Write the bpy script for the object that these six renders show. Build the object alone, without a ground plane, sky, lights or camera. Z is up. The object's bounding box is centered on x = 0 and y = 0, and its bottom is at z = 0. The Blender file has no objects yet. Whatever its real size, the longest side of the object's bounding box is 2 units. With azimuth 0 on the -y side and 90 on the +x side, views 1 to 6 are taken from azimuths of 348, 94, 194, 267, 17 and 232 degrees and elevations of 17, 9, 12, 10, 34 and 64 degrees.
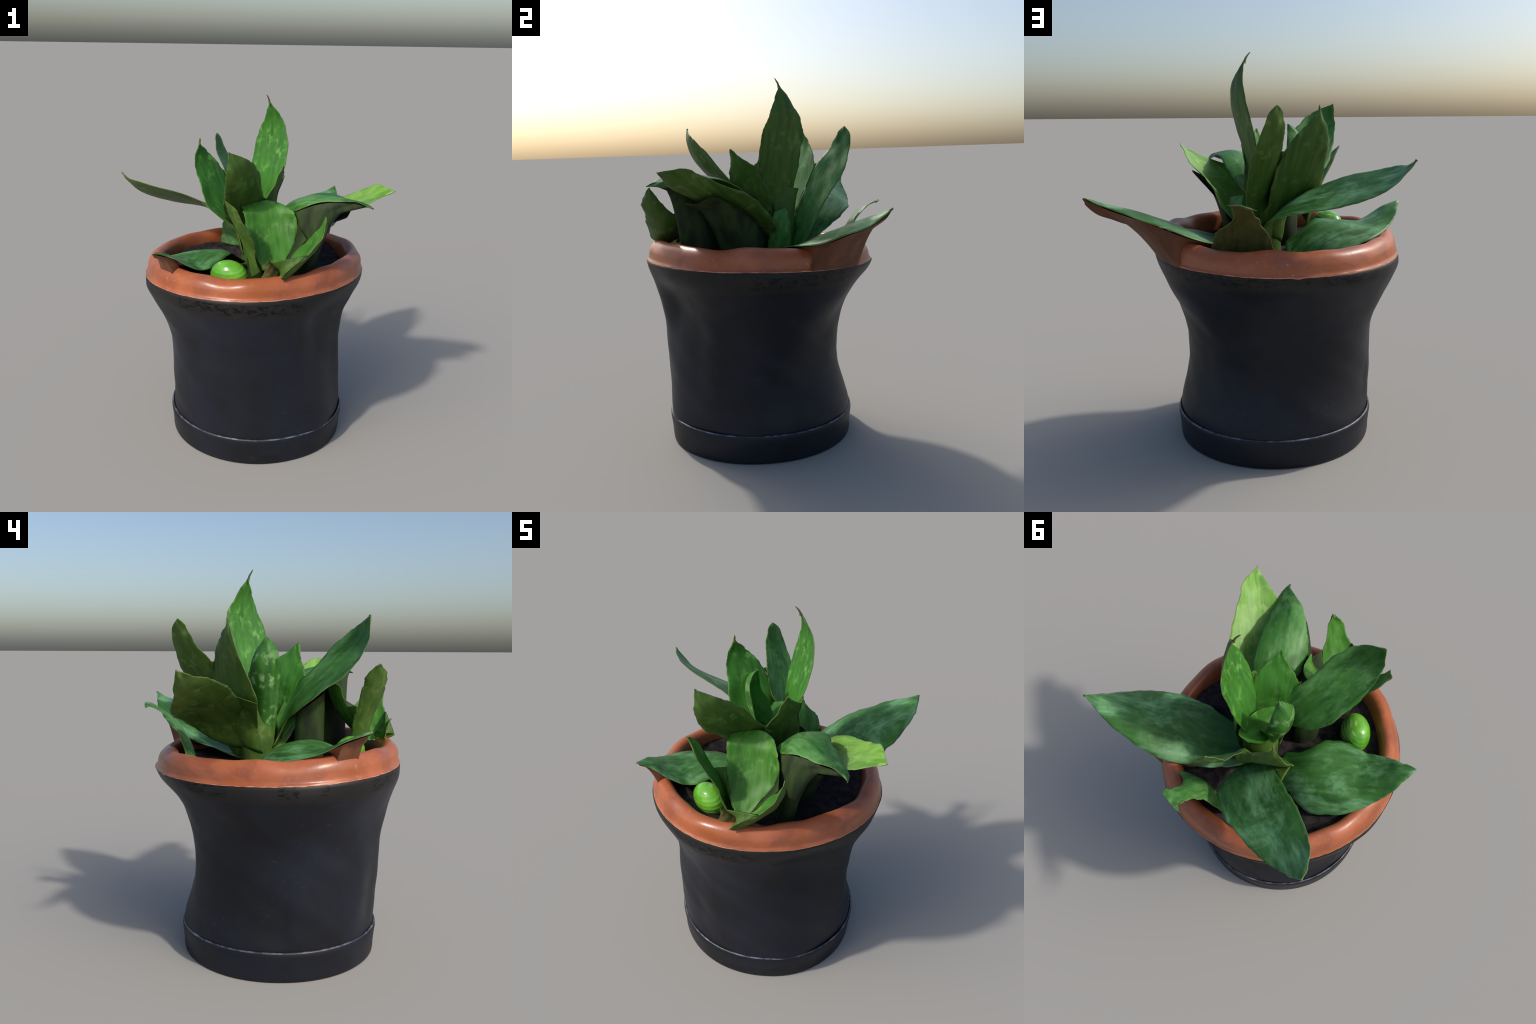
# Potted bird's-nest snake plant: flared black planter with a terracotta rim,
# standing in a shallow saucer, with a rosette of broad succulent leaves.
import bpy, math, random
import numpy as np
from mathutils import Matrix, Vector

SEED = 7
rng = np.random.default_rng(SEED)

# ------------------------------------------------------------------ helpers
def catmull(points, count):
    """Smooth curve through control points (any dimension)."""
    P = np.asarray(points, float)
    n = len(P)
    t = np.linspace(0, n - 1, count)
    i = np.clip(t.astype(int), 0, n - 2)
    f = (t - i).reshape((-1,) + (1,) * (P.ndim - 1))
    E = np.concatenate([[2 * P[0] - P[1]], P, [2 * P[-1] - P[-2]]])
    a, b, c, d = E[i], E[i + 1], E[i + 2], E[i + 3]
    return .5 * (2 * b + (c - a) * f + (2 * a - 5 * b + 4 * c - d) * f * f
                 + (-a + 3 * b - 3 * c + d) * f ** 3)

def wobble(x, seed, octaves=4, base=1.0):
    """Smooth 1D noise, roughly -1..1."""
    r = np.random.default_rng(seed)
    y = np.zeros_like(x, dtype=float)
    amp = 1.0
    freq = base
    tot = 0
    for _ in range(octaves):
        y += amp * np.sin(2 * np.pi * (freq * x * r.uniform(.8, 1.2) + r.uniform()))
        y += amp * .6 * np.sin(2 * np.pi * (freq * 1.7 * x + r.uniform()))
        tot += amp * 1.2
        amp *= .6
        freq *= 2.1
    return y / tot

def ring_noise(theta, seed, harmonics, amps):
    r = np.random.default_rng(seed)
    y = np.zeros_like(theta)
    for h, a in zip(harmonics, amps):
        y += a * np.sin(h * theta + r.uniform(0, 6.28))
    return y

def mesh_object(name, verts, faces, materials, parent, smooth=True, slots=None, frame=None):
    verts = np.asarray(verts, float)
    if frame is not None:
        inv = np.array(frame.inverted())
        verts = verts @ inv[:3, :3].T + inv[:3, 3]
    me = bpy.data.meshes.new(name)
    me.from_pydata([tuple(v) for v in verts], [], [tuple(int(i) for i in f) for f in faces])
    for m in materials:
        me.materials.append(m)
    if slots is not None:
        me.polygons.foreach_set('material_index', np.asarray(slots, dtype=np.int32))
    me.polygons.foreach_set('use_smooth', np.full(len(me.polygons), smooth, dtype=bool))
    me.update()
    ob = bpy.data.objects.new(name, me)
    bpy.context.scene.collection.objects.link(ob)
    if frame is not None:
        ob.matrix_world = frame
    ob.parent = parent
    return ob

def grid_faces(rows, cols, wrap=False):
    f = []
    cc = cols if wrap else cols - 1
    for i in range(rows - 1):
        for j in range(cc):
            k = (j + 1) % cols
            f.append((i * cols + j, i * cols + k, (i + 1) * cols + k, (i + 1) * cols + j))
    return f

# ---------------------------------------------------------------- materials
def srgb(r, g, b):
    def lin(c):
        c /= 255
        return c / 12.92 if c <= .04045 else ((c + .055) / 1.055) ** 2.4
    return (lin(r), lin(g), lin(b), 1)

class Nodes:
    def __init__(self, name):
        self.mat = bpy.data.materials.new(name)
        self.mat.use_nodes = True
        self.t = self.mat.node_tree
        self.bsdf = self.t.nodes['Principled BSDF']
        self.coord = self.t.nodes.new('ShaderNodeTexCoord').outputs['Object']
    def new(self, kind, **kw):
        n = self.t.nodes.new(kind)
        for k, v in kw.items():
            setattr(n, k, v)
        return n
    def link(self, a, b):
        self.t.links.new(a, b)
    def mapped(self, scale, offset=(0, 0, 0)):
        n = self.new('ShaderNodeMapping')
        n.inputs['Scale'].default_value = scale
        n.inputs['Location'].default_value = offset
        self.link(self.coord, n.inputs['Vector'])
        return n.outputs['Vector']
    def noise(self, vec, scale, detail=3, rough=.55, distort=0):
        n = self.new('ShaderNodeTexNoise')
        n.inputs['Scale'].default_value = scale
        n.inputs['Detail'].default_value = detail
        n.inputs['Roughness'].default_value = rough
        n.inputs['Distortion'].default_value = distort
        self.link(vec, n.inputs['Vector'])
        return n.outputs['Fac']
    def ramp(self, fac, lo, hi, a=0.0, b=1.0):
        n = self.new('ShaderNodeMapRange', interpolation_type='SMOOTHSTEP')
        n.inputs['From Min'].default_value = lo
        n.inputs['From Max'].default_value = hi
        n.inputs['To Min'].default_value = a
        n.inputs['To Max'].default_value = b
        self.link(fac, n.inputs['Value'])
        return n.outputs['Result']
    def mul(self, a, b):
        n = self.new('ShaderNodeMath', operation='MULTIPLY')
        for s, v in zip(n.inputs, (a, b)):
            if isinstance(v, (int, float)):
                s.default_value = v
            else:
                self.link(v, s)
        return n.outputs[0]
    def mix(self, fac, a, b):
        n = self.new('ShaderNodeMix', data_type='RGBA')
        for s, v in ((n.inputs[0], fac), (n.inputs[6], a), (n.inputs[7], b)):
            if isinstance(v, (int, float, tuple)):
                s.default_value = v
            else:
                self.link(v, s)
        return n.outputs[2]
    def finish(self, color, rough=.5, bump=None, strength=.2, distance=.004, spec=.5):
        if isinstance(color, tuple):
            self.bsdf.inputs['Base Color'].default_value = color
        else:
            self.link(color, self.bsdf.inputs['Base Color'])
        if isinstance(rough, float):
            self.bsdf.inputs['Roughness'].default_value = rough
        else:
            self.link(rough, self.bsdf.inputs['Roughness'])
        self.bsdf.inputs['Specular IOR Level'].default_value = spec
        if bump is not None:
            n = self.new('ShaderNodeBump')
            n.inputs['Strength'].default_value = strength
            n.inputs['Distance'].default_value = distance
            self.link(bump, n.inputs['Height'])
            self.link(n.outputs['Normal'], self.bsdf.inputs['Normal'])
        return self.mat

def leaf_material(name, dark, light, pale, mottle=.3, highlight=.0, highlight_colour=(100, 150, 120), rough=.5, seed=0):
    """Succulent leaf skin. Local Y runs along the leaf: lengthwise streaks,
    broken pale cross-bands and greyish highlights painted into the colour."""
    n = Nodes(name)
    o = (seed * 3.1, seed * 1.7, seed * .9)
    streak = n.noise(n.mapped((38, 3.5, 12), o), 1.0, 4, .6, .4)
    patch = n.noise(n.mapped((5, 4, 5), o), 1.0, 3, .55)
    col = n.mix(n.ramp(streak, .3, .72), srgb(*dark), srgb(*light))
    col = n.mix(n.ramp(patch, .35, .7, 0, .55), col, srgb(*light))
    band = n.noise(n.mapped((30, 22, 20), o), 1.0, 2, .5, .15)
    where = n.noise(n.mapped((3, 9, 4), (seed * 1.3, seed * 2.2, 4)), 1.0, 2)
    spots = n.mul(n.ramp(band, .48, .70), n.ramp(where, .42, .60))
    col = n.mix(n.mul(spots, mottle), col, srgb(*pale))
    if highlight:  # baked bluish leaf highlights, put into the colour as pale patches
        highlight_mask = n.noise(n.mapped((6, 3.2, 5), (seed, 7, seed)), 1.0, 4, .65, .6)
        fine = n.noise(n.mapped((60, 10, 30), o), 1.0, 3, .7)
        col = n.mix(n.mul(n.mul(n.ramp(highlight_mask, .42, .66), n.ramp(fine, .28, .70, .35, 1)), highlight), col, srgb(*highlight_colour))
    bump = n.noise(n.mapped((70, 9, 30), o), 1.0, 4, .6)
    return n.finish(col, rough, bump, .25, .004, .28)

M = {}
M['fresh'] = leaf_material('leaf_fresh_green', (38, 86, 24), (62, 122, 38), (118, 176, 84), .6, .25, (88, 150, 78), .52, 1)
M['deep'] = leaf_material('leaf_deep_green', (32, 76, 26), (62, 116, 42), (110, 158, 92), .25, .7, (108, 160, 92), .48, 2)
M['highlit'] = leaf_material('leaf_highlit_green', (32, 74, 28), (64, 114, 50), (118, 166, 104), .25, .9, (122, 174, 122), .46, 3)
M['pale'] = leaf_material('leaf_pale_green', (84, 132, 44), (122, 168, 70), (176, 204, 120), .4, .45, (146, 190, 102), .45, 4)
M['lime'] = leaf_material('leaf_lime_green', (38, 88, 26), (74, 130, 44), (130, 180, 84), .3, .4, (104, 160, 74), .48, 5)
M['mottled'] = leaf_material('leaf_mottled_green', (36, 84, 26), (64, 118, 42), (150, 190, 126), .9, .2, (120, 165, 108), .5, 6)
M['under'] = leaf_material('leaf_underside_olive', (46, 76, 24), (72, 102, 36), (112, 136, 72), .5, .2, (92, 112, 58), .55, 7)
M['underbrown'] = leaf_material('leaf_underside_brown', (62, 64, 30), (84, 82, 40), (112, 110, 62), .25, 0, (0, 0, 0), .6, 8)

def edge_material():
    n = Nodes('leaf_margin')
    a = n.noise(n.mapped((30, 14, 30)), 1.0, 3)
    return n.finish(n.mix(n.ramp(a, .4, .62), srgb(96, 118, 62), srgb(118, 110, 66)), .55)
M['edge'] = edge_material()

def dry_tip_material():
    n = Nodes('leaf_dry_tip')
    return n.finish(n.mix(n.noise(n.coord, 60), srgb(120, 112, 66), srgb(70, 72, 40)), .7)
M['tip'] = dry_tip_material()

def black_pot_material():
    n = Nodes('black_plastic')
    cloud = n.noise(n.mapped((2.2, 2.2, 2.2)), 1.0, 4, .6)
    col = n.mix(n.ramp(cloud, .35, .68), srgb(20, 22, 28), srgb(27, 31, 42))
    scuff = n.noise(n.mapped((16, 16, 40)), 1.0, 5, .7, 1.2)
    where = n.noise(n.mapped((2.5, 2.5, 2.5), (3, 5, 1)), 1.0, 2)
    col = n.mix(n.mul(n.mul(n.ramp(scuff, .60, .72), n.ramp(where, .5, .62)), .35), col, srgb(74, 80, 94))
    # black flecks, copied from scan texture holes, in a band just under the rim
    sep = n.new('ShaderNodeSeparateXYZ'); n.link(n.coord, sep.inputs[0])
    z = sep.outputs['Z']
    col = n.mix(n.ramp(z, .905, .925, 0, .8), col, srgb(34, 32, 29))
    band = n.mul(n.ramp(z, .925, .955), n.ramp(z, .995, 1.015, 1, 0))
    fl = n.noise(n.mapped((26, 26, 48)), 1.0, 3, .75, .8)
    pl = n.noise(n.mapped((4, 4, 1), (8, 2, 0)), 1.0, 1)
    fleck = n.mul(n.mul(n.ramp(fl, .53, .535), n.ramp(pl, .45, .47)), band)
    col = n.mix(fleck, col, srgb(2, 2, 2))
    grain = n.noise(n.mapped((90, 90, 90)), 1.0, 3)
    return n.finish(col, n.ramp(cloud, .3, .7, .55, .42), grain, .10, .003, .3)
M['black'] = black_pot_material()

def lip_material():
    n = Nodes('saucer_lip_highlight')  # pale lip tone is a painted highlight
    a = n.noise(n.mapped((14, 14, 14)), 1.0, 4, .7)
    return n.finish(n.mix(n.ramp(a, .42, .66), srgb(44, 47, 54), srgb(108, 114, 128)), .45)
M['lip'] = lip_material()

def terracotta_material():
    n = Nodes('terracotta')
    big = n.noise(n.mapped((3.5, 3.5, 6)), 1.0, 4, .6)
    col = n.mix(n.ramp(big, .32, .7), srgb(156, 84, 44), srgb(174, 100, 68))
    fine = n.noise(n.mapped((28, 28, 28)), 1.0, 4, .65)
    dull = n.noise(n.mapped((5, 5, 8), (4, 1, 7)), 1.0, 3, .6, .5)
    col = n.mix(n.ramp(dull, .48, .66, 0, .6), col, srgb(136, 76, 56))
    col = n.mix(n.ramp(fine, .55, .75, 0, .35), col, srgb(192, 122, 94))
    chip = n.noise(n.mapped((40, 40, 60)), 1.0, 2, .5)
    where = n.noise(n.mapped((3, 3, 3), (2, 9, 4)), 1.0, 2)
    col = n.mix(n.mul(n.ramp(chip, .70, .76), n.ramp(where, .5, .62)), col, srgb(214, 166, 140))
    return n.finish(col, n.ramp(big, .3, .7, .26, .4), fine, .15, .004, .45)
M['terracotta'] = terracotta_material()

def rim_edge_material():
    n = Nodes('pale_terracotta_edge')  # paler patchy band along the rim's lower edge
    a = n.noise(n.mapped((26, 26, 26)), 1.0, 4, .7)
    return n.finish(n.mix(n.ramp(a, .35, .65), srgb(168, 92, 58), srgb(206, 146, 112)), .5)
M['rim_edge'] = rim_edge_material()

def soil_material():
    n = Nodes('dark_soil')
    a = n.noise(n.mapped((22, 22, 22)), 1.0, 6, .7)
    return n.finish(n.mix(n.ramp(a, .35, .7), srgb(26, 23, 26), srgb(62, 54, 54)), .85, a, .8, .01, .2)
M['soil'] = soil_material()

def brown_web_material():
    n = Nodes('brown_scan_web')  # brown of the scan-artefact skins between leaf and rim
    a = n.noise(n.mapped((9, 9, 9)), 1.0, 4, .6)
    return n.finish(n.mix(n.ramp(a, .35, .68), srgb(98, 62, 42), srgb(122, 78, 54)), .7, a, .2, .005, .3)
M['web'] = brown_web_material()

def web_fill_material():
    n = Nodes('dark_web_fill')  # filler for scan-artefact webs, coloured dark to match the shade under leaves
    a = n.noise(n.mapped((14, 14, 5)), 1.0, 4, .6)
    return n.finish(n.mix(n.ramp(a, .35, .68), srgb(30, 42, 23), srgb(52, 70, 32)), .7, a, .2, .005, .3)
M['web_fill'] = web_fill_material()

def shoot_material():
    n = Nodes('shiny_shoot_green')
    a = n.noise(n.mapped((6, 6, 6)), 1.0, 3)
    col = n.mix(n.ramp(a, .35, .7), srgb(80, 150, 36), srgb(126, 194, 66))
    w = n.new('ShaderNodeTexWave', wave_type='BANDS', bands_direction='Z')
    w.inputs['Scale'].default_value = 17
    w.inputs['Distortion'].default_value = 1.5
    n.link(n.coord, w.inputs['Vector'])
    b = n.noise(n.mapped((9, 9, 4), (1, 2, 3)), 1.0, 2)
    col = n.mix(n.mul(n.mul(n.ramp(w.outputs['Fac'], .55, .9), n.ramp(b, .5, .62)), .75), col, srgb(196, 232, 168))  # pale bands are white highlights painted into the colour
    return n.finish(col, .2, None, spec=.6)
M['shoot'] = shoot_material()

# --------------------------------------------------------------- root empty
plant = bpy.data.objects.new('potted_plant', None)
bpy.context.scene.collection.objects.link(plant)
plant['label'] = 'green succulent rosette in a black pot with terracotta rim'
plant['category'] = 'potted plant'

# ---------------------------------------------------------------------- pot
CX, CY = 0.02, -0.03
LEVELS = [0.17, 0.20, 0.25, 0.30, 0.38, 0.46, 0.54, 0.62, 0.70, 0.78, 0.86, 0.94, 1.00]
# waist profiles of the slightly crumpled wall, one per compass direction (degrees)
PROFILES = {
    23:  [.516, .512, .500, .482, .462, .454, .458, .476, .500, .526, .560, .598, .623],
    90:  [.503, .497, .483, .467, .446, .434, .440, .452, .471, .498, .543, .606, .640],
    176: [.499, .493, .485, .485, .488, .493, .500, .510, .533, .573, .611, .635, .643],
    186: [.502, .502, .503, .503, .504, .506, .509, .513, .530, .567, .609, .642, .645],
    256: [.527, .527, .528, .531, .537, .542, .547, .551, .560, .579, .600, .625, .633],
    284: [.533, .533, .531, .530, .535, .539, .538, .537, .543, .557, .579, .605, .624],
    340: [.531, .530, .526, .524, .521, .518, .514, .512, .516, .533, .571, .609, .625],
    50: [0.510, 0.502, 0.485, 0.465, 0.437, 0.425, 0.428, 0.446, 0.478, 0.532, 0.585, 0.606, 0.630],
    72: [0.505, 0.498, 0.482, 0.464, 0.440, 0.429, 0.434, 0.446, 0.466, 0.500, 0.548, 0.595, 0.634],
    108: [0.503, 0.497, 0.485, 0.470, 0.452, 0.444, 0.450, 0.460, 0.474, 0.498, 0.543, 0.605, 0.638],
    140: [0.500, 0.494, 0.484, 0.477, 0.470, 0.468, 0.474, 0.484, 0.504, 0.542, 0.594, 0.630, 0.642],
    225: [0.515, 0.518, 0.523, 0.528, 0.533, 0.536, 0.535, 0.530, 0.530, 0.552, 0.585, 0.622, 0.636],
    241: [0.520, 0.518, 0.516, 0.516, 0.520, 0.526, 0.532, 0.535, 0.542, 0.562, 0.592, 0.624, 0.634],
    302: [0.545, 0.543, 0.538, 0.534, 0.530, 0.524, 0.514, 0.502, 0.490, 0.490, 0.510, 0.585, 0.622],
    322: [0.535, 0.533, 0.528, 0.522, 0.514, 0.505, 0.496, 0.488, 0.486, 0.498, 0.530, 0.593, 0.622],
}
LIP = {7: .537, 23: .533, 90: .515, 176: .515, 186: .517, 207: .523, 256: .539, 284: .544, 305: .552, 340: .548}

def around(table, theta):
    """Periodic smooth interpolation of per-direction values."""
    ks = sorted(table)
    deg = np.degrees(theta) % 360
    xs = np.array([ks[-2] - 360, ks[-1] - 360] + ks + [ks[0] + 360, ks[1] + 360], float)
    vals = np.array([table[ks[-2]], table[ks[-1]]] + [table[k] for k in ks] + [table[ks[0]], table[ks[1]]], float)
    i = np.clip(np.searchsorted(xs, deg, side='right') - 1, 1, len(xs) - 3)
    h = xs[i + 1] - xs[i]
    t = (deg - xs[i]) / h
    sl = lambda j: (vals[j + 1] - vals[j - 1]) / (xs[j + 1] - xs[j - 1])[:, None] if vals.ndim > 1 else (vals[j + 1] - vals[j - 1]) / (xs[j + 1] - xs[j - 1])
    m0, m1 = sl(i), sl(i + 1)
    if vals.ndim > 1:
        t, h = t[:, None], h[:, None]
    return ((2 * t**3 - 3 * t**2 + 1) * vals[i] + (t**3 - 2 * t**2 + t) * h * m0
            + (-2 * t**3 + 3 * t**2) * vals[i + 1] + (t**3 - t**2) * h * m1)

NT = 192
TH = np.linspace(0, 2 * np.pi, NT, endpoint=False)
WALL = around(PROFILES, TH)                # NT x levels
LIPR = around(LIP, TH)
ux, uy = np.cos(TH), np.sin(TH)
RIM_Z = 1.015 + .017 * ux - .018 * uy       # lower edge of the terracotta band

def revolve(name, rings, material, cap_bottom=False, cap_top=False, slots=None, materials=None):
    """rings: list of (radius[NT], z[NT])."""
    V = []
    for r, z in rings:
        V.append(np.stack([CX + r * ux, CY + r * uy, np.broadcast_to(z, r.shape)], 1))
    V = np.concatenate(V)
    F = grid_faces(len(rings), NT, True)
    if cap_bottom:
        F.append(tuple(range(NT - 1, -1, -1)))
    if cap_top:
        F.append(tuple(range((len(rings) - 1) * NT, len(rings) * NT)))
    s = None
    if slots:
        s = [slots(i // NT) if i < (len(rings) - 1) * NT else 0 for i in range(len(F))]
    return mesh_object(name, V, F, materials or [material], plant, slots=s)

# black wall: from inside the saucer up to just under the terracotta
zz = np.linspace(.06, 1, 60)
rings = []
for q in zz:
    base = np.array([np.interp(q, LEVELS, w) for w in WALL])
    rings.append((base, q))
# smooth the profile direction a little
R = np.array([r for r, _ in rings])
for _ in range(2):
    R[1:-1] = (R[:-2] + 2 * R[1:-1] + R[2:]) / 4
rings = []
for k, q in enumerate(zz):
    lift = np.clip((q - .85) / .15, 0, 1)
    rings.append((R[k] + .010 * np.exp(-((q - .95) / .06) ** 2) + .0015 * ring_noise(TH + q * 3, 5, (5, 9, 14), (1, .7, .5)), q + lift * (RIM_Z - 1.003)))
rings.append((rings[-1][0] - .01, rings[-1][1] + .006))
rings.append((rings[-1][0] - .05, rings[-1][1] + .006))
revolve('pot_wall', rings, M['black'], cap_bottom=True)

# saucer with a thin lip, its highlight painted into the colour
lip_z = .157 + .004 * (-uy)
sr = [
    (LIPR - .018, np.zeros(NT)), (LIPR - .013, np.full(NT, .003)), (LIPR - .011, np.full(NT, .016)),
    (LIPR - .010, np.full(NT, .05)), (LIPR - .006, np.full(NT, .09)), (LIPR - .001, np.full(NT, .13)),
    (LIPR - .002, lip_z - .014), (LIPR - .004, lip_z - .006), (LIPR - .008, lip_z - .001), (LIPR - .012, lip_z - .001), (LIPR - .015, lip_z - .006),
    (LIPR - .05, lip_z - .02)]
revolve('saucer', sr, None, cap_bottom=True, slots=lambda i: 1 if i in (7, 8) else 0, materials=[M['black'], M['lip']])

# terracotta rim: rolled band, leaning and slightly lumpy
top = WALL[:, -1] - .002
bump = ring_noise(TH, 11, (3, 5, 8, 13, 19), (.003, .003, .003, .002, .0015))
drop = ring_noise(TH, 12, (2, 4, 7, 11, 17), (.004, .004, .004, .003, .002))
profile = [(-.016, -.007), (.000, -.006), (.005, -.002), (.003, .004), (-.004, .015), (-.007, .035), (-.010, .054), (-.017, .072),
           (-.028, .087), (-.045, .100), (-.063, .106), (-.080, .102), (-.094, .088), (-.102, .066), (-.107, .035), (-.110, -.01), (-.115, -.06), (-.12, -.12)]
fine = catmull(profile, 69)
rr = []
for dr, dz in fine:
    w = np.clip(dz / .09, 0, 1)
    edge = ring_noise(TH, 13, (31, 47, 60), (.0012, .001, .0008)) if dz < .005 else 0
    rr.append((top + dr + bump * w, RIM_Z + dz + drop * w + edge))
revolve('pot_rim', rr, None, slots=lambda i: 1 if 4 <= i <= 10 else 0, materials=[M['terracotta'], M['rim_edge']])

# soil
ns = 60
sv, rad = [], np.linspace(0, 1, ns)
for q in rad:
    r = (top - .095) * q
    x, y = CX + r * ux, CY + r * uy
    z = 1.022 - .11 * np.exp(-((x + .13) ** 2 + (y - .17) ** 2) / .035) + .010 * np.sin(9 * x + 2) * np.sin(8 * y) + .006 * np.sin(23 * x) * np.sin(27 * y + 1) + .015 * q ** 4 + .055 * np.exp(-((x - .46) ** 2 + (y - .11) ** 2) / .018) + .012 * np.exp(-((x - .37) ** 2 + (y + .12) ** 2) / .03)
    sv.append((r, z))
revolve('soil', sv, M['soil'])

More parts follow.
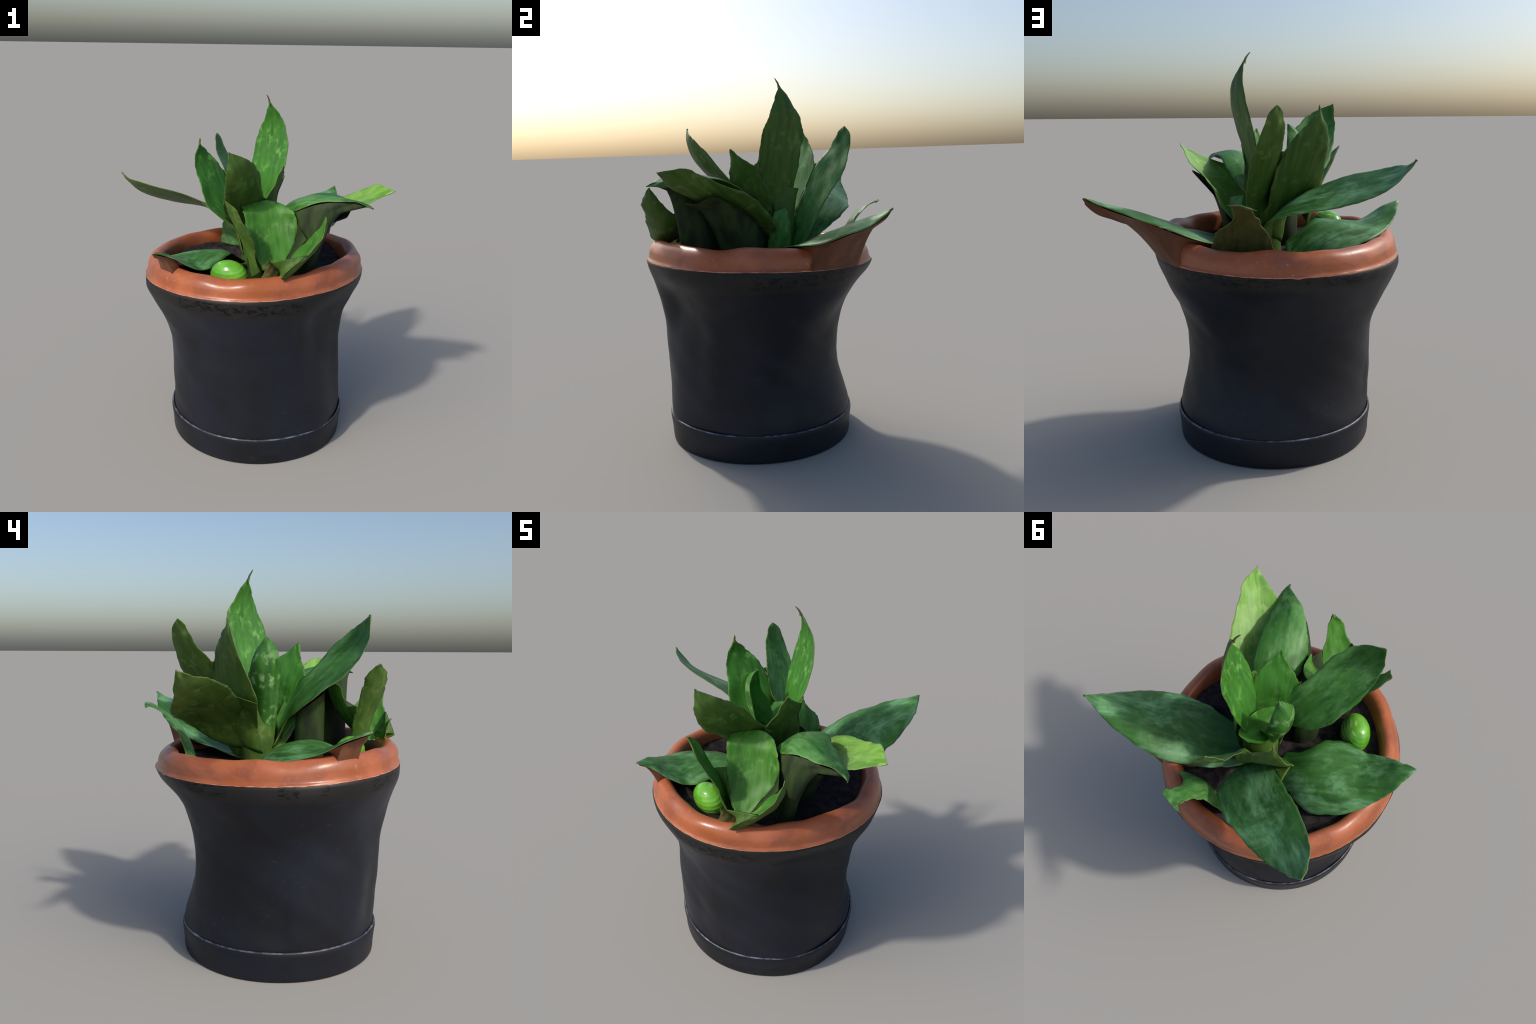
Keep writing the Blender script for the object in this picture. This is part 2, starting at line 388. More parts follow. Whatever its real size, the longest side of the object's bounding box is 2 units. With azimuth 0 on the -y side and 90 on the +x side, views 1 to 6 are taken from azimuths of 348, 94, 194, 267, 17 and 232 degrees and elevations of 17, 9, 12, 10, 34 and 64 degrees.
# ------------------------------------------------------------------- leaves
# every leaf is lofted through cross-sections: (one margin, midrib, other margin)
LEAVES = {
    'A': [
        ((0.070, 0.050, 1.100), (0.050, 0.080, 1.100), (0.020, 0.100, 1.100)),
        ((0.087, 0.073, 1.284), (0.055, 0.107, 1.283), (0.019, 0.137, 1.282)),
        ((0.126, 0.032, 1.406), (0.082, 0.110, 1.405), (0.029, 0.181, 1.406)),
        ((0.171, 0.007, 1.530), (0.112, 0.114, 1.530), (0.041, 0.214, 1.533)),
        ((0.209, 0.022, 1.658), (0.139, 0.132, 1.658), (0.058, 0.234, 1.663)),
        ((0.219, 0.060, 1.770), (0.158, 0.151, 1.772), (0.087, 0.233, 1.775)),
        ((0.197, 0.093, 1.858), (0.157, 0.146, 1.858), (0.112, 0.194, 1.857)),
        ((0.157, 0.112, 1.919), (0.139, 0.134, 1.919), (0.119, 0.153, 1.918)),
        ((0.124, 0.123, 1.958), (0.123, 0.123, 1.958), (0.123, 0.123, 1.959)),
    ],
    'B': [
        ((0.020, 0.170, 1.100), (-0.030, 0.120, 1.080), (-0.040, 0.050, 1.060)),
        ((-0.042, 0.286, 1.313), (-0.068, 0.189, 1.249), (-0.076, 0.082, 1.198)),
        ((-0.065, 0.301, 1.400), (-0.122, 0.203, 1.332), (-0.162, 0.090, 1.278)),
        ((-0.097, 0.305, 1.485), (-0.180, 0.213, 1.415), (-0.246, 0.101, 1.358)),
        ((-0.142, 0.298, 1.563), (-0.216, 0.228, 1.508), (-0.278, 0.141, 1.462)),
        ((-0.191, 0.284, 1.625), (-0.251, 0.241, 1.587), (-0.302, 0.184, 1.553)),
        ((-0.235, 0.264, 1.670), (-0.273, 0.241, 1.651), (-0.305, 0.211, 1.633)),
        ((-0.265, 0.244, 1.704), (-0.275, 0.236, 1.698), (-0.283, 0.226, 1.692)),
        ((-0.272, 0.233, 1.737), (-0.269, 0.234, 1.735), (-0.266, 0.236, 1.733)),
    ],
    'C': [
        ((0.090, 0.180, 1.000), (0.040, 0.170, 1.040), (0.000, 0.130, 1.100)),
        ((0.085, 0.268, 1.151), (0.026, 0.245, 1.240), (-0.022, 0.218, 1.334)),
        ((0.062, 0.324, 1.260), (-0.004, 0.292, 1.332), (-0.060, 0.256, 1.409)),
        ((0.039, 0.388, 1.366), (-0.032, 0.342, 1.424), (-0.093, 0.290, 1.488)),
        ((0.007, 0.455, 1.467), (-0.061, 0.400, 1.510), (-0.120, 0.340, 1.559)),
        ((-0.038, 0.493, 1.562), (-0.093, 0.445, 1.588), (-0.141, 0.393, 1.618)),
        ((-0.075, 0.508, 1.643), (-0.115, 0.468, 1.658), (-0.149, 0.425, 1.675)),
        ((-0.103, 0.505, 1.706), (-0.126, 0.479, 1.711), (-0.144, 0.451, 1.718)),
        ((-0.130, 0.481, 1.739), (-0.131, 0.479, 1.739), (-0.132, 0.477, 1.739)),
    ],
    'D': [
        ((0.020, 0.200, 1.080), (-0.010, 0.140, 1.100), (-0.030, 0.080, 1.130)),
        ((-0.003, 0.326, 1.139), (-0.035, 0.231, 1.191), (-0.060, 0.137, 1.249)),
        ((-0.081, 0.442, 1.220), (-0.135, 0.306, 1.267), (-0.182, 0.171, 1.325)),
        ((-0.228, 0.495, 1.269), (-0.272, 0.349, 1.320), (-0.313, 0.206, 1.383)),
        ((-0.389, 0.504, 1.295), (-0.420, 0.373, 1.356), (-0.448, 0.246, 1.427)),
        ((-0.529, 0.494, 1.336), (-0.550, 0.390, 1.392), (-0.568, 0.290, 1.456)),
        ((-0.633, 0.477, 1.390), (-0.646, 0.410, 1.429), (-0.656, 0.345, 1.473)),
        ((-0.695, 0.466, 1.455), (-0.702, 0.436, 1.472), (-0.707, 0.407, 1.490)),
        ((-0.732, 0.458, 1.507), (-0.732, 0.457, 1.507), (-0.732, 0.456, 1.507)),
    ],
    'E': [
        ((0.060, -0.010, 1.220), (0.030, -0.030, 1.150), (-0.010, 0.000, 1.080)),
        ((0.071, -0.108, 1.388), (0.033, -0.101, 1.299), (-0.016, -0.068, 1.221)),
        ((0.032, -0.178, 1.462), (-0.042, -0.163, 1.364), (-0.127, -0.116, 1.287)),
        ((-0.002, -0.248, 1.537), (-0.090, -0.242, 1.441), (-0.194, -0.205, 1.369)),
        ((-0.024, -0.313, 1.620), (-0.112, -0.328, 1.525), (-0.219, -0.314, 1.452)),
        ((-0.067, -0.377, 1.677), (-0.140, -0.400, 1.602), (-0.229, -0.398, 1.541)),
        ((-0.118, -0.420, 1.719), (-0.168, -0.441, 1.672), (-0.228, -0.443, 1.631)),
        ((-0.170, -0.439, 1.740), (-0.195, -0.450, 1.723), (-0.222, -0.451, 1.707)),
        ((-0.208, -0.451, 1.754), (-0.213, -0.451, 1.757), (-0.217, -0.450, 1.761)),
    ],
    'F': [
        ((-0.040, -0.020, 1.040), (-0.060, 0.030, 1.020), (-0.080, 0.100, 1.000)),
        ((-0.121, -0.070, 1.102), (-0.169, 0.027, 1.074), (-0.219, 0.105, 1.012)),
        ((-0.154, -0.179, 1.142), (-0.256, -0.022, 1.119), (-0.356, 0.112, 1.033)),
        ((-0.232, -0.267, 1.130), (-0.353, -0.106, 1.135), (-0.470, 0.044, 1.069)),
        ((-0.331, -0.325, 1.103), (-0.433, -0.193, 1.132), (-0.543, -0.070, 1.101)),
        ((-0.424, -0.360, 1.141), (-0.495, -0.264, 1.160), (-0.582, -0.180, 1.142)),
        ((-0.494, -0.375, 1.192), (-0.542, -0.317, 1.201), (-0.599, -0.268, 1.187)),
        ((-0.554, -0.387, 1.217), (-0.576, -0.362, 1.221), (-0.600, -0.341, 1.214)),
        ((-0.598, -0.395, 1.232), (-0.598, -0.393, 1.232), (-0.599, -0.392, 1.232)),
    ],
    'G': [
        ((0.120, 0.030, 1.040), (0.080, 0.090, 1.040), (0.040, 0.160, 1.020)),
        ((0.281, 0.106, 1.091), (0.189, 0.205, 1.046), (0.081, 0.299, 1.066)),
        ((0.418, 0.156, 1.122), (0.299, 0.285, 1.095), (0.173, 0.411, 1.099)),
        ((0.545, 0.231, 1.144), (0.399, 0.369, 1.174), (0.266, 0.518, 1.141)),
        ((0.640, 0.342, 1.166), (0.504, 0.450, 1.228), (0.383, 0.588, 1.201)),
        ((0.691, 0.455, 1.212), (0.587, 0.527, 1.268), (0.498, 0.630, 1.249)),
        ((0.722, 0.550, 1.250), (0.655, 0.583, 1.295), (0.597, 0.649, 1.284)),
        ((0.731, 0.619, 1.294), (0.700, 0.628, 1.315), (0.674, 0.655, 1.315)),
        ((0.730, 0.663, 1.331), (0.728, 0.661, 1.334), (0.727, 0.659, 1.337)),
    ],
    'H': [
        ((0.200, 0.460, 1.030), (0.050, 0.400, 1.010), (-0.110, 0.440, 1.030)),
        ((0.180, 0.490, 1.120), (0.050, 0.440, 1.120), (-0.100, 0.470, 1.130)),
        ((0.140, 0.510, 1.185), (0.040, 0.480, 1.190), (-0.070, 0.500, 1.200)),
        ((0.080, 0.525, 1.220), (0.020, 0.520, 1.240), (-0.050, 0.545, 1.255)),
        ((0.045, 0.570, 1.270), (0.000, 0.580, 1.285), (-0.045, 0.600, 1.290)),
        ((0.045, 0.610, 1.305), (0.000, 0.630, 1.310), (-0.050, 0.635, 1.305)),
        ((0.050, 0.655, 1.320), (-0.015, 0.660, 1.318), (-0.085, 0.648, 1.297)),
    ],
    'I': [
        ((0.120, 0.060, 1.080), (0.080, 0.000, 1.060), (0.040, -0.050, 1.080)),
        ((0.254, 0.094, 1.217), (0.176, -0.060, 1.171), (0.054, -0.166, 1.236)),
        ((0.332, 0.032, 1.323), (0.264, -0.123, 1.258), (0.152, -0.242, 1.305)),
        ((0.434, -0.035, 1.400), (0.364, -0.188, 1.327), (0.255, -0.319, 1.358)),
        ((0.526, -0.135, 1.448), (0.463, -0.266, 1.388), (0.368, -0.381, 1.409)),
        ((0.598, -0.227, 1.502), (0.551, -0.323, 1.449), (0.480, -0.418, 1.441)),
        ((0.648, -0.309, 1.542), (0.620, -0.362, 1.493), (0.577, -0.423, 1.473)),
        ((0.679, -0.383, 1.536), (0.667, -0.403, 1.514), (0.649, -0.427, 1.505)),
        ((0.700, -0.435, 1.527), (0.699, -0.432, 1.528), (0.699, -0.430, 1.528)),
    ],
    'J': [
        ((0.170, 0.020, 1.300), (0.140, -0.030, 1.290), (0.100, -0.100, 1.270)),
        ((0.266, -0.060, 1.396), (0.182, -0.132, 1.399), (0.117, -0.215, 1.364)),
        ((0.329, -0.124, 1.447), (0.230, -0.210, 1.448), (0.153, -0.306, 1.403)),
        ((0.379, -0.209, 1.479), (0.291, -0.289, 1.485), (0.218, -0.375, 1.447)),
        ((0.428, -0.299, 1.480), (0.364, -0.362, 1.499), (0.302, -0.427, 1.482)),
        ((0.481, -0.371, 1.457), (0.436, -0.418, 1.488), (0.384, -0.470, 1.491)),
        ((0.524, -0.432, 1.452), (0.494, -0.455, 1.478), (0.459, -0.483, 1.487)),
        ((0.538, -0.487, 1.454), (0.526, -0.495, 1.467), (0.510, -0.504, 1.472)),
        ((0.542, -0.527, 1.458), (0.542, -0.526, 1.458), (0.542, -0.525, 1.457)),
    ],
    'L': [
        ((-0.071, -0.385, 1.064), (-0.075, -0.443, 1.091), (-0.052, -0.491, 1.127)),
        ((-0.090, -0.398, 1.156), (-0.099, -0.451, 1.178), (-0.083, -0.499, 1.207)),
        ((-0.121, -0.405, 1.245), (-0.120, -0.470, 1.261), (-0.091, -0.525, 1.288)),
        ((-0.158, -0.419, 1.331), (-0.156, -0.487, 1.339), (-0.127, -0.546, 1.362)),
        ((-0.193, -0.428, 1.407), (-0.193, -0.495, 1.410), (-0.166, -0.555, 1.427)),
        ((-0.220, -0.441, 1.467), (-0.217, -0.498, 1.468), (-0.192, -0.547, 1.482)),
        ((-0.237, -0.472, 1.506), (-0.234, -0.499, 1.504), (-0.222, -0.522, 1.509)),
        ((-0.246, -0.502, 1.525), (-0.245, -0.503, 1.525), (-0.244, -0.503, 1.526)),
    ],
    'M': [
        ((0.046, -0.520, 1.114), (0.050, -0.594, 1.115), (0.014, -0.650, 1.149)),
        ((0.095, -0.471, 1.161), (0.108, -0.567, 1.154), (0.070, -0.645, 1.196)),
        ((0.148, -0.440, 1.217), (0.168, -0.545, 1.198), (0.132, -0.640, 1.236)),
        ((0.197, -0.464, 1.279), (0.218, -0.551, 1.260), (0.187, -0.633, 1.284)),
        ((0.224, -0.510, 1.330), (0.246, -0.574, 1.321), (0.225, -0.636, 1.337)),
        ((0.250, -0.540, 1.376), (0.265, -0.583, 1.373), (0.248, -0.624, 1.383)),
        ((0.258, -0.565, 1.414), (0.265, -0.583, 1.413), (0.258, -0.602, 1.415)),
        ((0.261, -0.583, 1.441), (0.264, -0.583, 1.439), (0.265, -0.586, 1.438)),
    ],
    'N': [
        ((0.040, -0.549, 1.142), (-0.008, -0.586, 1.131), (-0.069, -0.581, 1.134)),
        ((0.024, -0.558, 1.161), (-0.012, -0.588, 1.151), (-0.058, -0.586, 1.152)),
        ((0.007, -0.572, 1.176), (-0.019, -0.592, 1.170), (-0.052, -0.589, 1.172)),
        ((-0.008, -0.585, 1.193), (-0.028, -0.597, 1.190), (-0.050, -0.594, 1.193)),
        ((-0.019, -0.594, 1.211), (-0.033, -0.602, 1.208), (-0.049, -0.600, 1.211)),
        ((-0.028, -0.603, 1.225), (-0.036, -0.608, 1.223), (-0.045, -0.608, 1.224)),
        ((-0.035, -0.612, 1.234), (-0.038, -0.614, 1.233), (-0.042, -0.614, 1.233)),
        ((-0.040, -0.619, 1.240), (-0.040, -0.619, 1.240), (-0.040, -0.619, 1.240)),
    ],
    'O': [
        ((0.073, 0.074, 1.157), (0.016, 0.078, 1.111), (0.012, 0.016, 1.073)),
        ((0.042, 0.081, 1.253), (-0.016, 0.066, 1.209), (-0.008, -0.002, 1.182)),
        ((0.008, 0.097, 1.346), (-0.056, 0.062, 1.303), (-0.037, -0.019, 1.288)),
        ((-0.036, 0.124, 1.432), (-0.101, 0.060, 1.395), (-0.060, -0.030, 1.397)),
        ((-0.081, 0.122, 1.508), (-0.133, 0.046, 1.487), (-0.079, -0.032, 1.494)),
        ((-0.082, 0.098, 1.576), (-0.133, 0.044, 1.572), (-0.097, -0.021, 1.571)),
        ((-0.076, 0.067, 1.622), (-0.106, 0.043, 1.627), (-0.094, 0.007, 1.624)),
        ((-0.070, 0.043, 1.652), (-0.075, 0.042, 1.652), (-0.076, 0.037, 1.650)),
    ],
    'P': [
        ((0.100, 0.050, 1.150), (0.080, -0.020, 1.120), (0.030, -0.050, 1.130)),
        ((0.153, 0.067, 1.322), (0.084, -0.047, 1.302), (0.002, -0.152, 1.286)),
        ((0.157, 0.046, 1.390), (0.092, -0.063, 1.369), (0.014, -0.165, 1.352)),
        ((0.160, 0.022, 1.457), (0.101, -0.079, 1.435), (0.030, -0.174, 1.417)),
        ((0.174, -0.007, 1.520), (0.122, -0.093, 1.496), (0.061, -0.173, 1.478)),
        ((0.171, -0.056, 1.557), (0.135, -0.111, 1.540), (0.093, -0.162, 1.527)),
        ((0.161, -0.098, 1.585), (0.139, -0.128, 1.577), (0.114, -0.156, 1.572)),
        ((0.154, -0.127, 1.610), (0.143, -0.142, 1.608), (0.131, -0.155, 1.606)),
        ((0.149, -0.148, 1.628), (0.146, -0.151, 1.629), (0.142, -0.155, 1.630)),
    ],
    'Q': [
        ((0.160, 0.030, 1.000), (0.150, 0.100, 1.000), (0.090, 0.140, 1.000)),
        ((0.190, 0.040, 1.100), (0.175, 0.115, 1.100), (0.110, 0.160, 1.100)),
        ((0.215, 0.060, 1.190), (0.190, 0.120, 1.190), (0.130, 0.165, 1.200)),
        ((0.228, 0.075, 1.250), (0.195, 0.120, 1.255), (0.135, 0.155, 1.265)),
        ((0.222, 0.085, 1.288), (0.185, 0.118, 1.295), (0.130, 0.142, 1.305)),
    ],
    'K': [
        ((0.055, -0.500, 1.120), (0.030, -0.490, 1.110), (-0.010, -0.500, 1.120)),
        ((0.110, -0.430, 1.190), (0.030, -0.420, 1.190), (-0.060, -0.440, 1.190)),
        ((0.160, -0.385, 1.260), (0.035, -0.355, 1.270), (-0.090, -0.390, 1.280)),
        ((0.175, -0.365, 1.340), (0.040, -0.312, 1.350), (-0.105, -0.350, 1.360)),
        ((0.160, -0.350, 1.410), (0.045, -0.285, 1.410), (-0.114, -0.326, 1.415)),
        ((0.120, -0.270, 1.440), (0.020, -0.215, 1.450), (-0.110, -0.260, 1.430)),
    ],
}
# look of each leaf: upper skin, lower skin, thickness, margin roughness
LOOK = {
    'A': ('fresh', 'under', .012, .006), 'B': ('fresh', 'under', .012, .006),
    'C': ('deep', 'under', .012, .005), 'D': ('highlit', 'under', .013, .007),
    'E': ('deep', 'under', .013, .006), 'F': ('highlit', 'underbrown', .013, .006),
    'G': ('highlit', 'underbrown', .013, .006), 'H': ('deep', 'underbrown', .010, .010),
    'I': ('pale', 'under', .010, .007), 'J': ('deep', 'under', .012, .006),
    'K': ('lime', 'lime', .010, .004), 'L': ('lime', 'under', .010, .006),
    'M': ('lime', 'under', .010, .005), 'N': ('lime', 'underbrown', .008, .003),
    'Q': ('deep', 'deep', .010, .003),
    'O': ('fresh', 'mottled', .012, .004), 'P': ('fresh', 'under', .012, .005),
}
NU, NV = 20, 64

def leaf_surface(key):
    S = catmull(LEAVES[key], NV)                      # NV x 3 x 3
    p, s, m = S[:, 0], S[:, 1], S[:, 2]
    seed = ord(key)
    rough = LOOK[key][3]
    v = np.linspace(0, 1, NV)
    width = np.linalg.norm(p - m, axis=1)
    fade = np.clip(width / .12, 0, 1)
    across = (p - m) / width.clip(1e-5)[:, None]
    p = p + across * (rough * wobble(v, seed, 4, 4) * fade)[:, None]
    m = m - across * (rough * wobble(v, seed + 50, 4, 4) * fade)[:, None]
    u = np.linspace(-1, 1, NU)
    # denser columns at the margins
    u = np.sign(u) * np.abs(u) ** .8
    P = (s[:, None] * (1 - u * u)[None, :, None]
         + p[:, None] * (.5 * u * (u + 1))[None, :, None]
         + m[:, None] * (.5 * u * (u - 1))[None, :, None])
    return P, u

def leaf_frame(P):
    base = P[0].mean(0)
    tip = P[-1].mean(0)
    y = tip - base
    y /= np.linalg.norm(y)
    k = len(P) // 2
    x = P[k, -1] - P[k, 0]
    x -= y * (x @ y)
    x /= np.linalg.norm(x)
    z = np.cross(x, y)
    return Matrix(((x[0], y[0], z[0], base[0]), (x[1], y[1], z[1], base[1]), (x[2], y[2], z[2], base[2]), (0, 0, 0, 1)))

def build_leaf(key):
    P, u = leaf_surface(key)
    up_key, low_key, thick, _ = LOOK[key]
    du = np.gradient(P, axis=1)
    dv = np.gradient(P, axis=0)
    N = np.cross(du, dv)
    N /= np.linalg.norm(N, axis=2, keepdims=True).clip(1e-9)
    # upper side looks inward and up
    mid = P.reshape(-1, 3)
    toward = np.stack([.02 - mid[:, 0], .03 - mid[:, 1], np.full(len(mid), .45)], 1)
    if key in 'K':
        toward = np.tile([0, -1, .2], (len(mid), 1))
    if (N.reshape(-1, 3) * toward).sum() < 0:
        N = -N
        flip = True
    else:
        flip = False
    v = np.linspace(0, 1, NV)
    th = thick * (.25 + .75 * (1 - np.abs(u) ** 3))[None, :] * (1.25 - .6 * v)[:, None]
    relief = .0022 * np.sin(7 * v * 3 + ord(key))[:, None] * np.cos(5 * u + ord(key))[None, :]
    top = P + N * (th * .5 + relief)[..., None]
    low = P - N * (th * .5 - relief)[..., None]
    V = np.concatenate([top.reshape(-1, 3), low.reshape(-1, 3)])
    off = NU * NV
    F, slot = [], []
    edge_cols = (0, NU - 2)
    for i in range(NV - 1):
        for j in range(NU - 1):
            a, b, c, d = i * NU + j, i * NU + j + 1, (i + 1) * NU + j + 1, (i + 1) * NU + j
            F.append((d, c, b, a) if flip else (a, b, c, d))
            slot.append(0)
            F.append((a + off, b + off, c + off, d + off) if flip else (d + off, c + off, b + off, a + off))
            slot.append(1)
        for j in (0, NU - 1):
            a, d = i * NU + j, (i + 1) * NU + j
            q = (a, d, d + off, a + off)
            if (j == 0) == flip:
                q = q[::-1]
            F.append(q)
            slot.append(2)
    for i in (0, NV - 1):
        for j in range(NU - 1):
            a, b = i * NU + j, i * NU + j + 1
            q = (a, a + off, b + off, b)
            if (i == 0) == flip:
                q = q[::-1]
            F.append(q)
            slot.append(2)
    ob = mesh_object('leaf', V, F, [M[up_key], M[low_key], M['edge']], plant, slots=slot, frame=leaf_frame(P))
    return ob

for key in LEAVES:
    build_leaf(key)

# thread-like dry tips
def thread(points, r0, r1):
    C = catmull(points, 14)
    k = 6
    T = np.gradient(C, axis=0)
    V = []
    for i, (c, t) in enumerate(zip(C, T)):
        t = t / np.linalg.norm(t)
        a = np.cross(t, (0, 0, 1.0)) + np.array((1e-4, 0, 0))
        a /= np.linalg.norm(a)
        b = np.cross(t, a)
        r = r0 + (r1 - r0) * i / 13
        for q in range(k):
            g = 2 * math.pi * q / k
            V.append(c + r * (math.cos(g) * a + math.sin(g) * b))
    F = grid_faces(len(C), k, True) + [tuple(range(k)), tuple(range(13 * k, 14 * k))]
    mesh_object('leaf_tip', V, F, [M['tip']], plant)

thread([(.124, .122, 1.945), (.119, .118, 1.967), (.110, .108, 1.985), (.100, .100, 1.999)], .007, .002)
thread([(-.272, .234, 1.70), (-.273, .235, 1.725), (-.270, .233, 1.742)], .006, .002)

# ------------------------------------------------------- webs and leaf bases
def funnel(name, loop_top, loop_bottom, material, waist=.45, levels=14, count=72):
    """Skin drawn between two closed loops, pinched in the middle like a gathered leaf base."""
    A = catmull(list(loop_top) + [loop_top[0]], count + 1)[:-1]
    B = catmull(list(loop_bottom) + [loop_bottom[0]], count + 1)[:-1]
    # start both loops at the matching angle, same sense
    def normal(L):
        c = L.mean(0)
        return np.cross(L - c, np.roll(L, -1, 0) - c).sum(0)
    if normal(A)[2] < 0:
        A = A[::-1]
    if normal(B)[2] < 0:
        B = B[::-1]
    best = min(range(count), key=lambda k: ((A - A.mean(0) - np.roll(B - B.mean(0), k, 0)) ** 2).sum())
    B = np.roll(B, best, 0)
    V = []
    for i in range(levels):
        t = i / (levels - 1)
        w = t ** waist
        xy = A[:, :2] + (B[:, :2] - A[:, :2]) * w
        z = A[:, 2] + (B[:, 2] - A[:, 2]) * t
        V.append(np.c_[xy, z])
    V = np.concatenate(V)
    F = grid_faces(levels, count, True)
    F = [f[::-1] for f in F]
    return mesh_object(name, V, F, [material], plant)

def outline(key, a, b, inset=.0, lower=.014, inner=None):
    """Closed loop round a leaf between two stations, just under its skin."""
    S = catmull(LEAVES[key], 40)
    S = S[int(a * 39):int(b * 39) + 1:4]
    u = 1 - inset                       # stay on the curved blade, a little inside the margin
    at = lambda w: S[:, 1] * (1 - w * w) + S[:, 0] * (.5 * w * (w + 1)) + S[:, 2] * (.5 * w * (w - 1))
    p, m = at(u if inner is None else inner), at(-u)
    L = list(p) + ([S[-1, 1]] if inner is None else []) + list(m[::-1]) + ([S[0, 1]] if inner is None else [])
    return [np.array(q) - np.array((0, 0, lower)) for q in L]

def rim_arc(a, b, r_out=0.0, r_in=-.07, dz=.0):
    out = []
    for g in np.linspace(a, b, 6):
        k = int(round(g % 360 / 360 * NT)) % NT
        out.append((CX + (top[k] + r_out) * ux[k], CY + (top[k] + r_out) * uy[k], RIM_Z[k] + dz))
    for g in np.linspace(b, a, 6):
        k = int(round(g % 360 / 360 * NT)) % NT
        out.append((CX + (top[k] + r_in) * ux[k], CY + (top[k] + r_in) * uy[k], RIM_Z[k] + dz + .02))
    return out

def disc(x, y, z, rx, ry, n=12):
    return [(x + rx * math.cos(g), y + ry * math.sin(g), z) for g in np.linspace(0, 2 * math.pi, n, endpoint=False)]

funnel('scan_web', outline('G', .25, .95, .03, .008), rim_arc(30, 60, .006), M['web'], .55)  # stands for the scan's artefact skin from leaf to rim
funnel('scan_web', outline('F', .66, .97, .10, .008), rim_arc(200, 212, -.026, -.075, .088), M['web'], .5)
# columns standing for the scan's artefact webs under the leaves
funnel('scan_fill', outline('J', .25, .92, .06, .010, -.1),
       [(.16, -.36, 1.0), (.20, -.42, 1.0), (.245, -.41, 1.0), (.25, -.33, 1.0), (.22, -.25, 1.0), (.14, -.22, 1.0), (.13, -.30, 1.0)], M['web_fill'], .3)
funnel('scan_fill', outline('I', .15, .58, .25, .045), disc(.22, -.09, 1.0, .07, .10), M['web_fill'], .45)
funnel('scan_fill', [(-.08, -.24, 1.36), (-.03, -.27, 1.38), (.03, -.26, 1.38), (.03, -.19, 1.37), (.0, -.13, 1.31), (-.05, -.15, 1.29)],
       disc(-.01, -.19, 1.0, .05, .08), M['web_fill'], .5)

# crown: leaf bases fused into a shallow cup
CROWN = [(-.03, .20, 1.39), (.03, .21, 1.40), (.060, .15, 1.41), (.07, .07, 1.41), (.06, -.01, 1.38), (.035, -.04, 1.36),
         (-.005, -.03, 1.34), (-.035, .05, 1.33), (-.055, .13, 1.34)]
funnel('crown', CROWN, disc(.03, .08, .92, .07, .08), M['under'], .55)
def cup(loop, depth, name, material):
    A = catmull(list(loop) + [loop[0]], 73)[:-1]
    if np.cross(A[0] - A.mean(0), A[9] - A.mean(0))[2] < 0:
        A = A[::-1]
    c = A.mean(0)
    V = []
    for i in range(14):
        q = 1 - i / 13.5
        P = c + (A - c) * q
        P[:, 2] -= depth * (1 - q * q)
        V.append(P)
    F = grid_faces(14, 72, True) + [tuple(range(13 * 72, 14 * 72))]
    mesh_object(name, np.concatenate(V), F, [material], plant)
cup(CROWN, .05, 'crown_floor', M['fresh'])

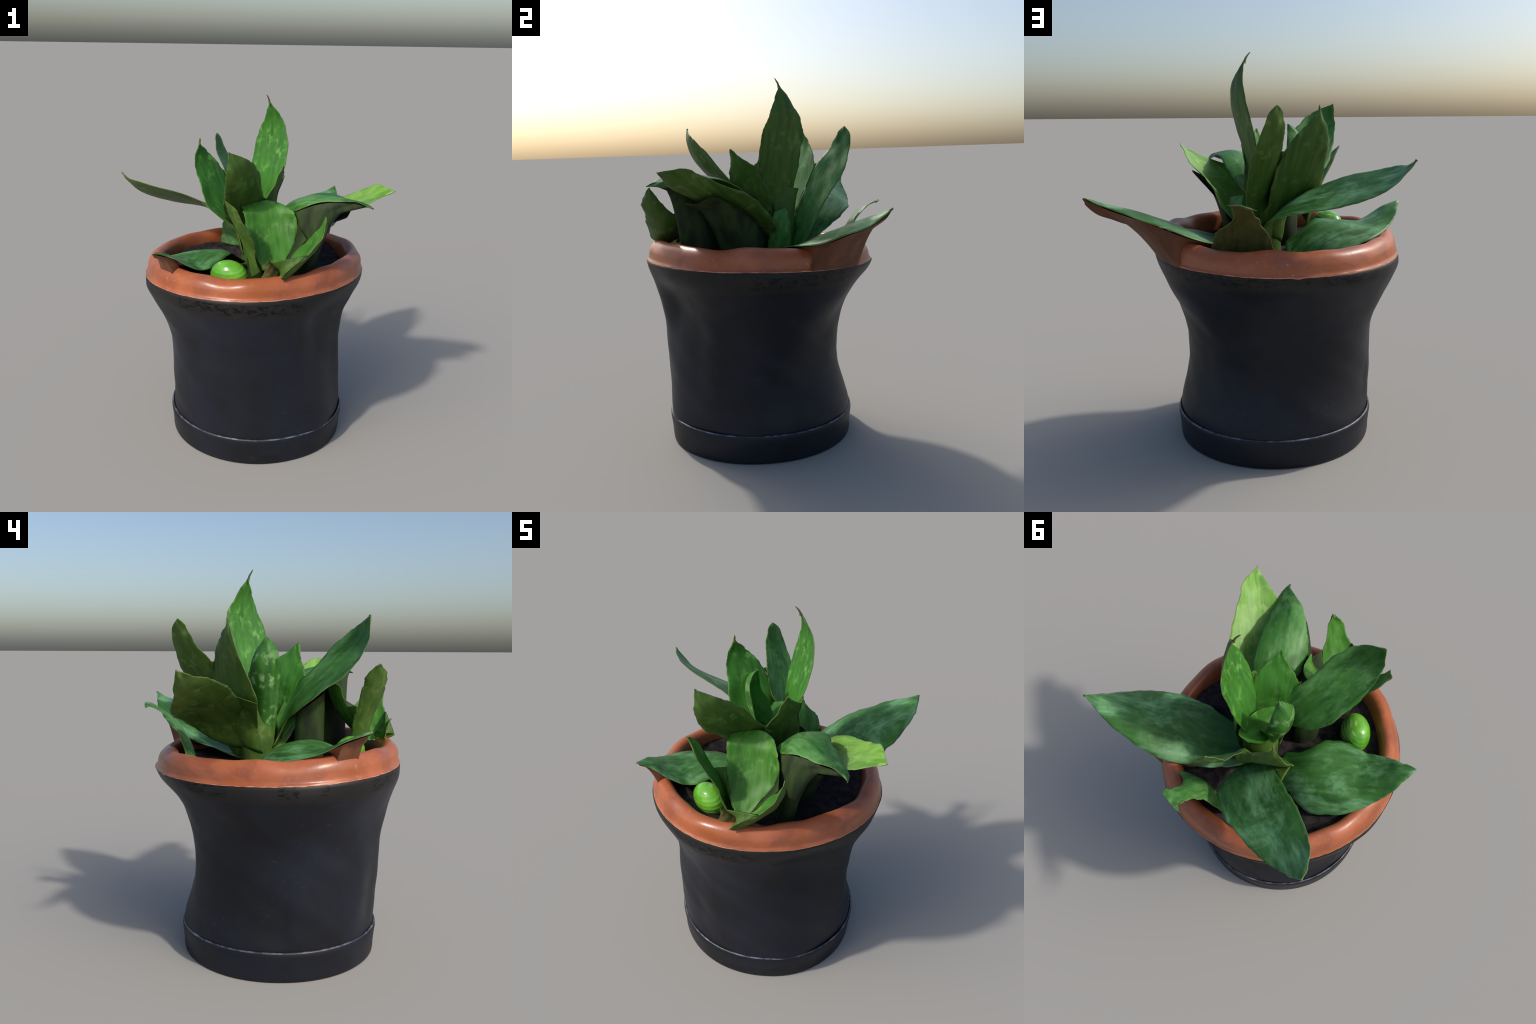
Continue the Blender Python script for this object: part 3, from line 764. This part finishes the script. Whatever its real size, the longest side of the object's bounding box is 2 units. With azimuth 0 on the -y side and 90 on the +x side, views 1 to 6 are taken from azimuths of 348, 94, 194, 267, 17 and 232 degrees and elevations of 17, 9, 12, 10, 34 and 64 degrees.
def web(a, side_a, a0, a1, b, side_b, b0, b1, material, sag=.01):
    """Skin joining the margins of two neighbouring leaves low down."""
    A = catmull(LEAVES[a], 101)[int(a0 * 100):int(a1 * 100) + 1, side_a]
    B = catmull(LEAVES[b], 101)[int(b0 * 100):int(b1 * 100) + 1, side_b]
    n = 24
    pick = lambda C: catmull(C[np.linspace(0, len(C) - 1, 6).astype(int)], n)
    A, B = pick(A), pick(B)
    k = 9
    V = []
    for off in (.004, -.004):
        for i in range(n):
            for j in range(k):
                t = j / (k - 1)
                p = A[i] + (B[i] - A[i]) * t
                d = p[:2] - np.array((.03, .07))
                d = d / max(np.linalg.norm(d), 1e-6)
                out = off + sag * math.sin(math.pi * t)
                V.append((p[0] + d[0] * out, p[1] + d[1] * out, p[2]))
    F = grid_faces(n, k) + [tuple(x + n * k for x in f[::-1]) for f in grid_faces(n, k)]
    ring = [i * k for i in range(n)] + [(n - 1) * k + j for j in range(1, k)] + [i * k + k - 1 for i in range(n - 2, -1, -1)] + list(range(k - 2, 0, -1))
    for q, r in zip(ring, ring[1:] + ring[:1]):
        F.append((q, r, r + n * k, q + n * k))
    mesh_object('scan_join', V, F, [material], plant)  # webbing between leaves is a scan artefact, modelled as a skin

web('B', 0, .10, .45, 'C', 2, .08, .45, M['under'])
web('A', 0, .12, .40, 'P', 0, .15, .54, M['under'])
web('P', 2, .32, .45, 'E', 0, .14, .24, M['under'])
web('B', 2, .12, .34, 'D', 2, .10, .34, M['under'], .0)
web('K', 0, .05, .62, 'M', 0, .02, .45, M['web_fill'], .0)
web('L', 0, .05, .40, 'K', 2, .05, .46, M['under'], .0)
web('M', 2, .02, .35, 'N', 0, .05, .6, M['under'], .0)

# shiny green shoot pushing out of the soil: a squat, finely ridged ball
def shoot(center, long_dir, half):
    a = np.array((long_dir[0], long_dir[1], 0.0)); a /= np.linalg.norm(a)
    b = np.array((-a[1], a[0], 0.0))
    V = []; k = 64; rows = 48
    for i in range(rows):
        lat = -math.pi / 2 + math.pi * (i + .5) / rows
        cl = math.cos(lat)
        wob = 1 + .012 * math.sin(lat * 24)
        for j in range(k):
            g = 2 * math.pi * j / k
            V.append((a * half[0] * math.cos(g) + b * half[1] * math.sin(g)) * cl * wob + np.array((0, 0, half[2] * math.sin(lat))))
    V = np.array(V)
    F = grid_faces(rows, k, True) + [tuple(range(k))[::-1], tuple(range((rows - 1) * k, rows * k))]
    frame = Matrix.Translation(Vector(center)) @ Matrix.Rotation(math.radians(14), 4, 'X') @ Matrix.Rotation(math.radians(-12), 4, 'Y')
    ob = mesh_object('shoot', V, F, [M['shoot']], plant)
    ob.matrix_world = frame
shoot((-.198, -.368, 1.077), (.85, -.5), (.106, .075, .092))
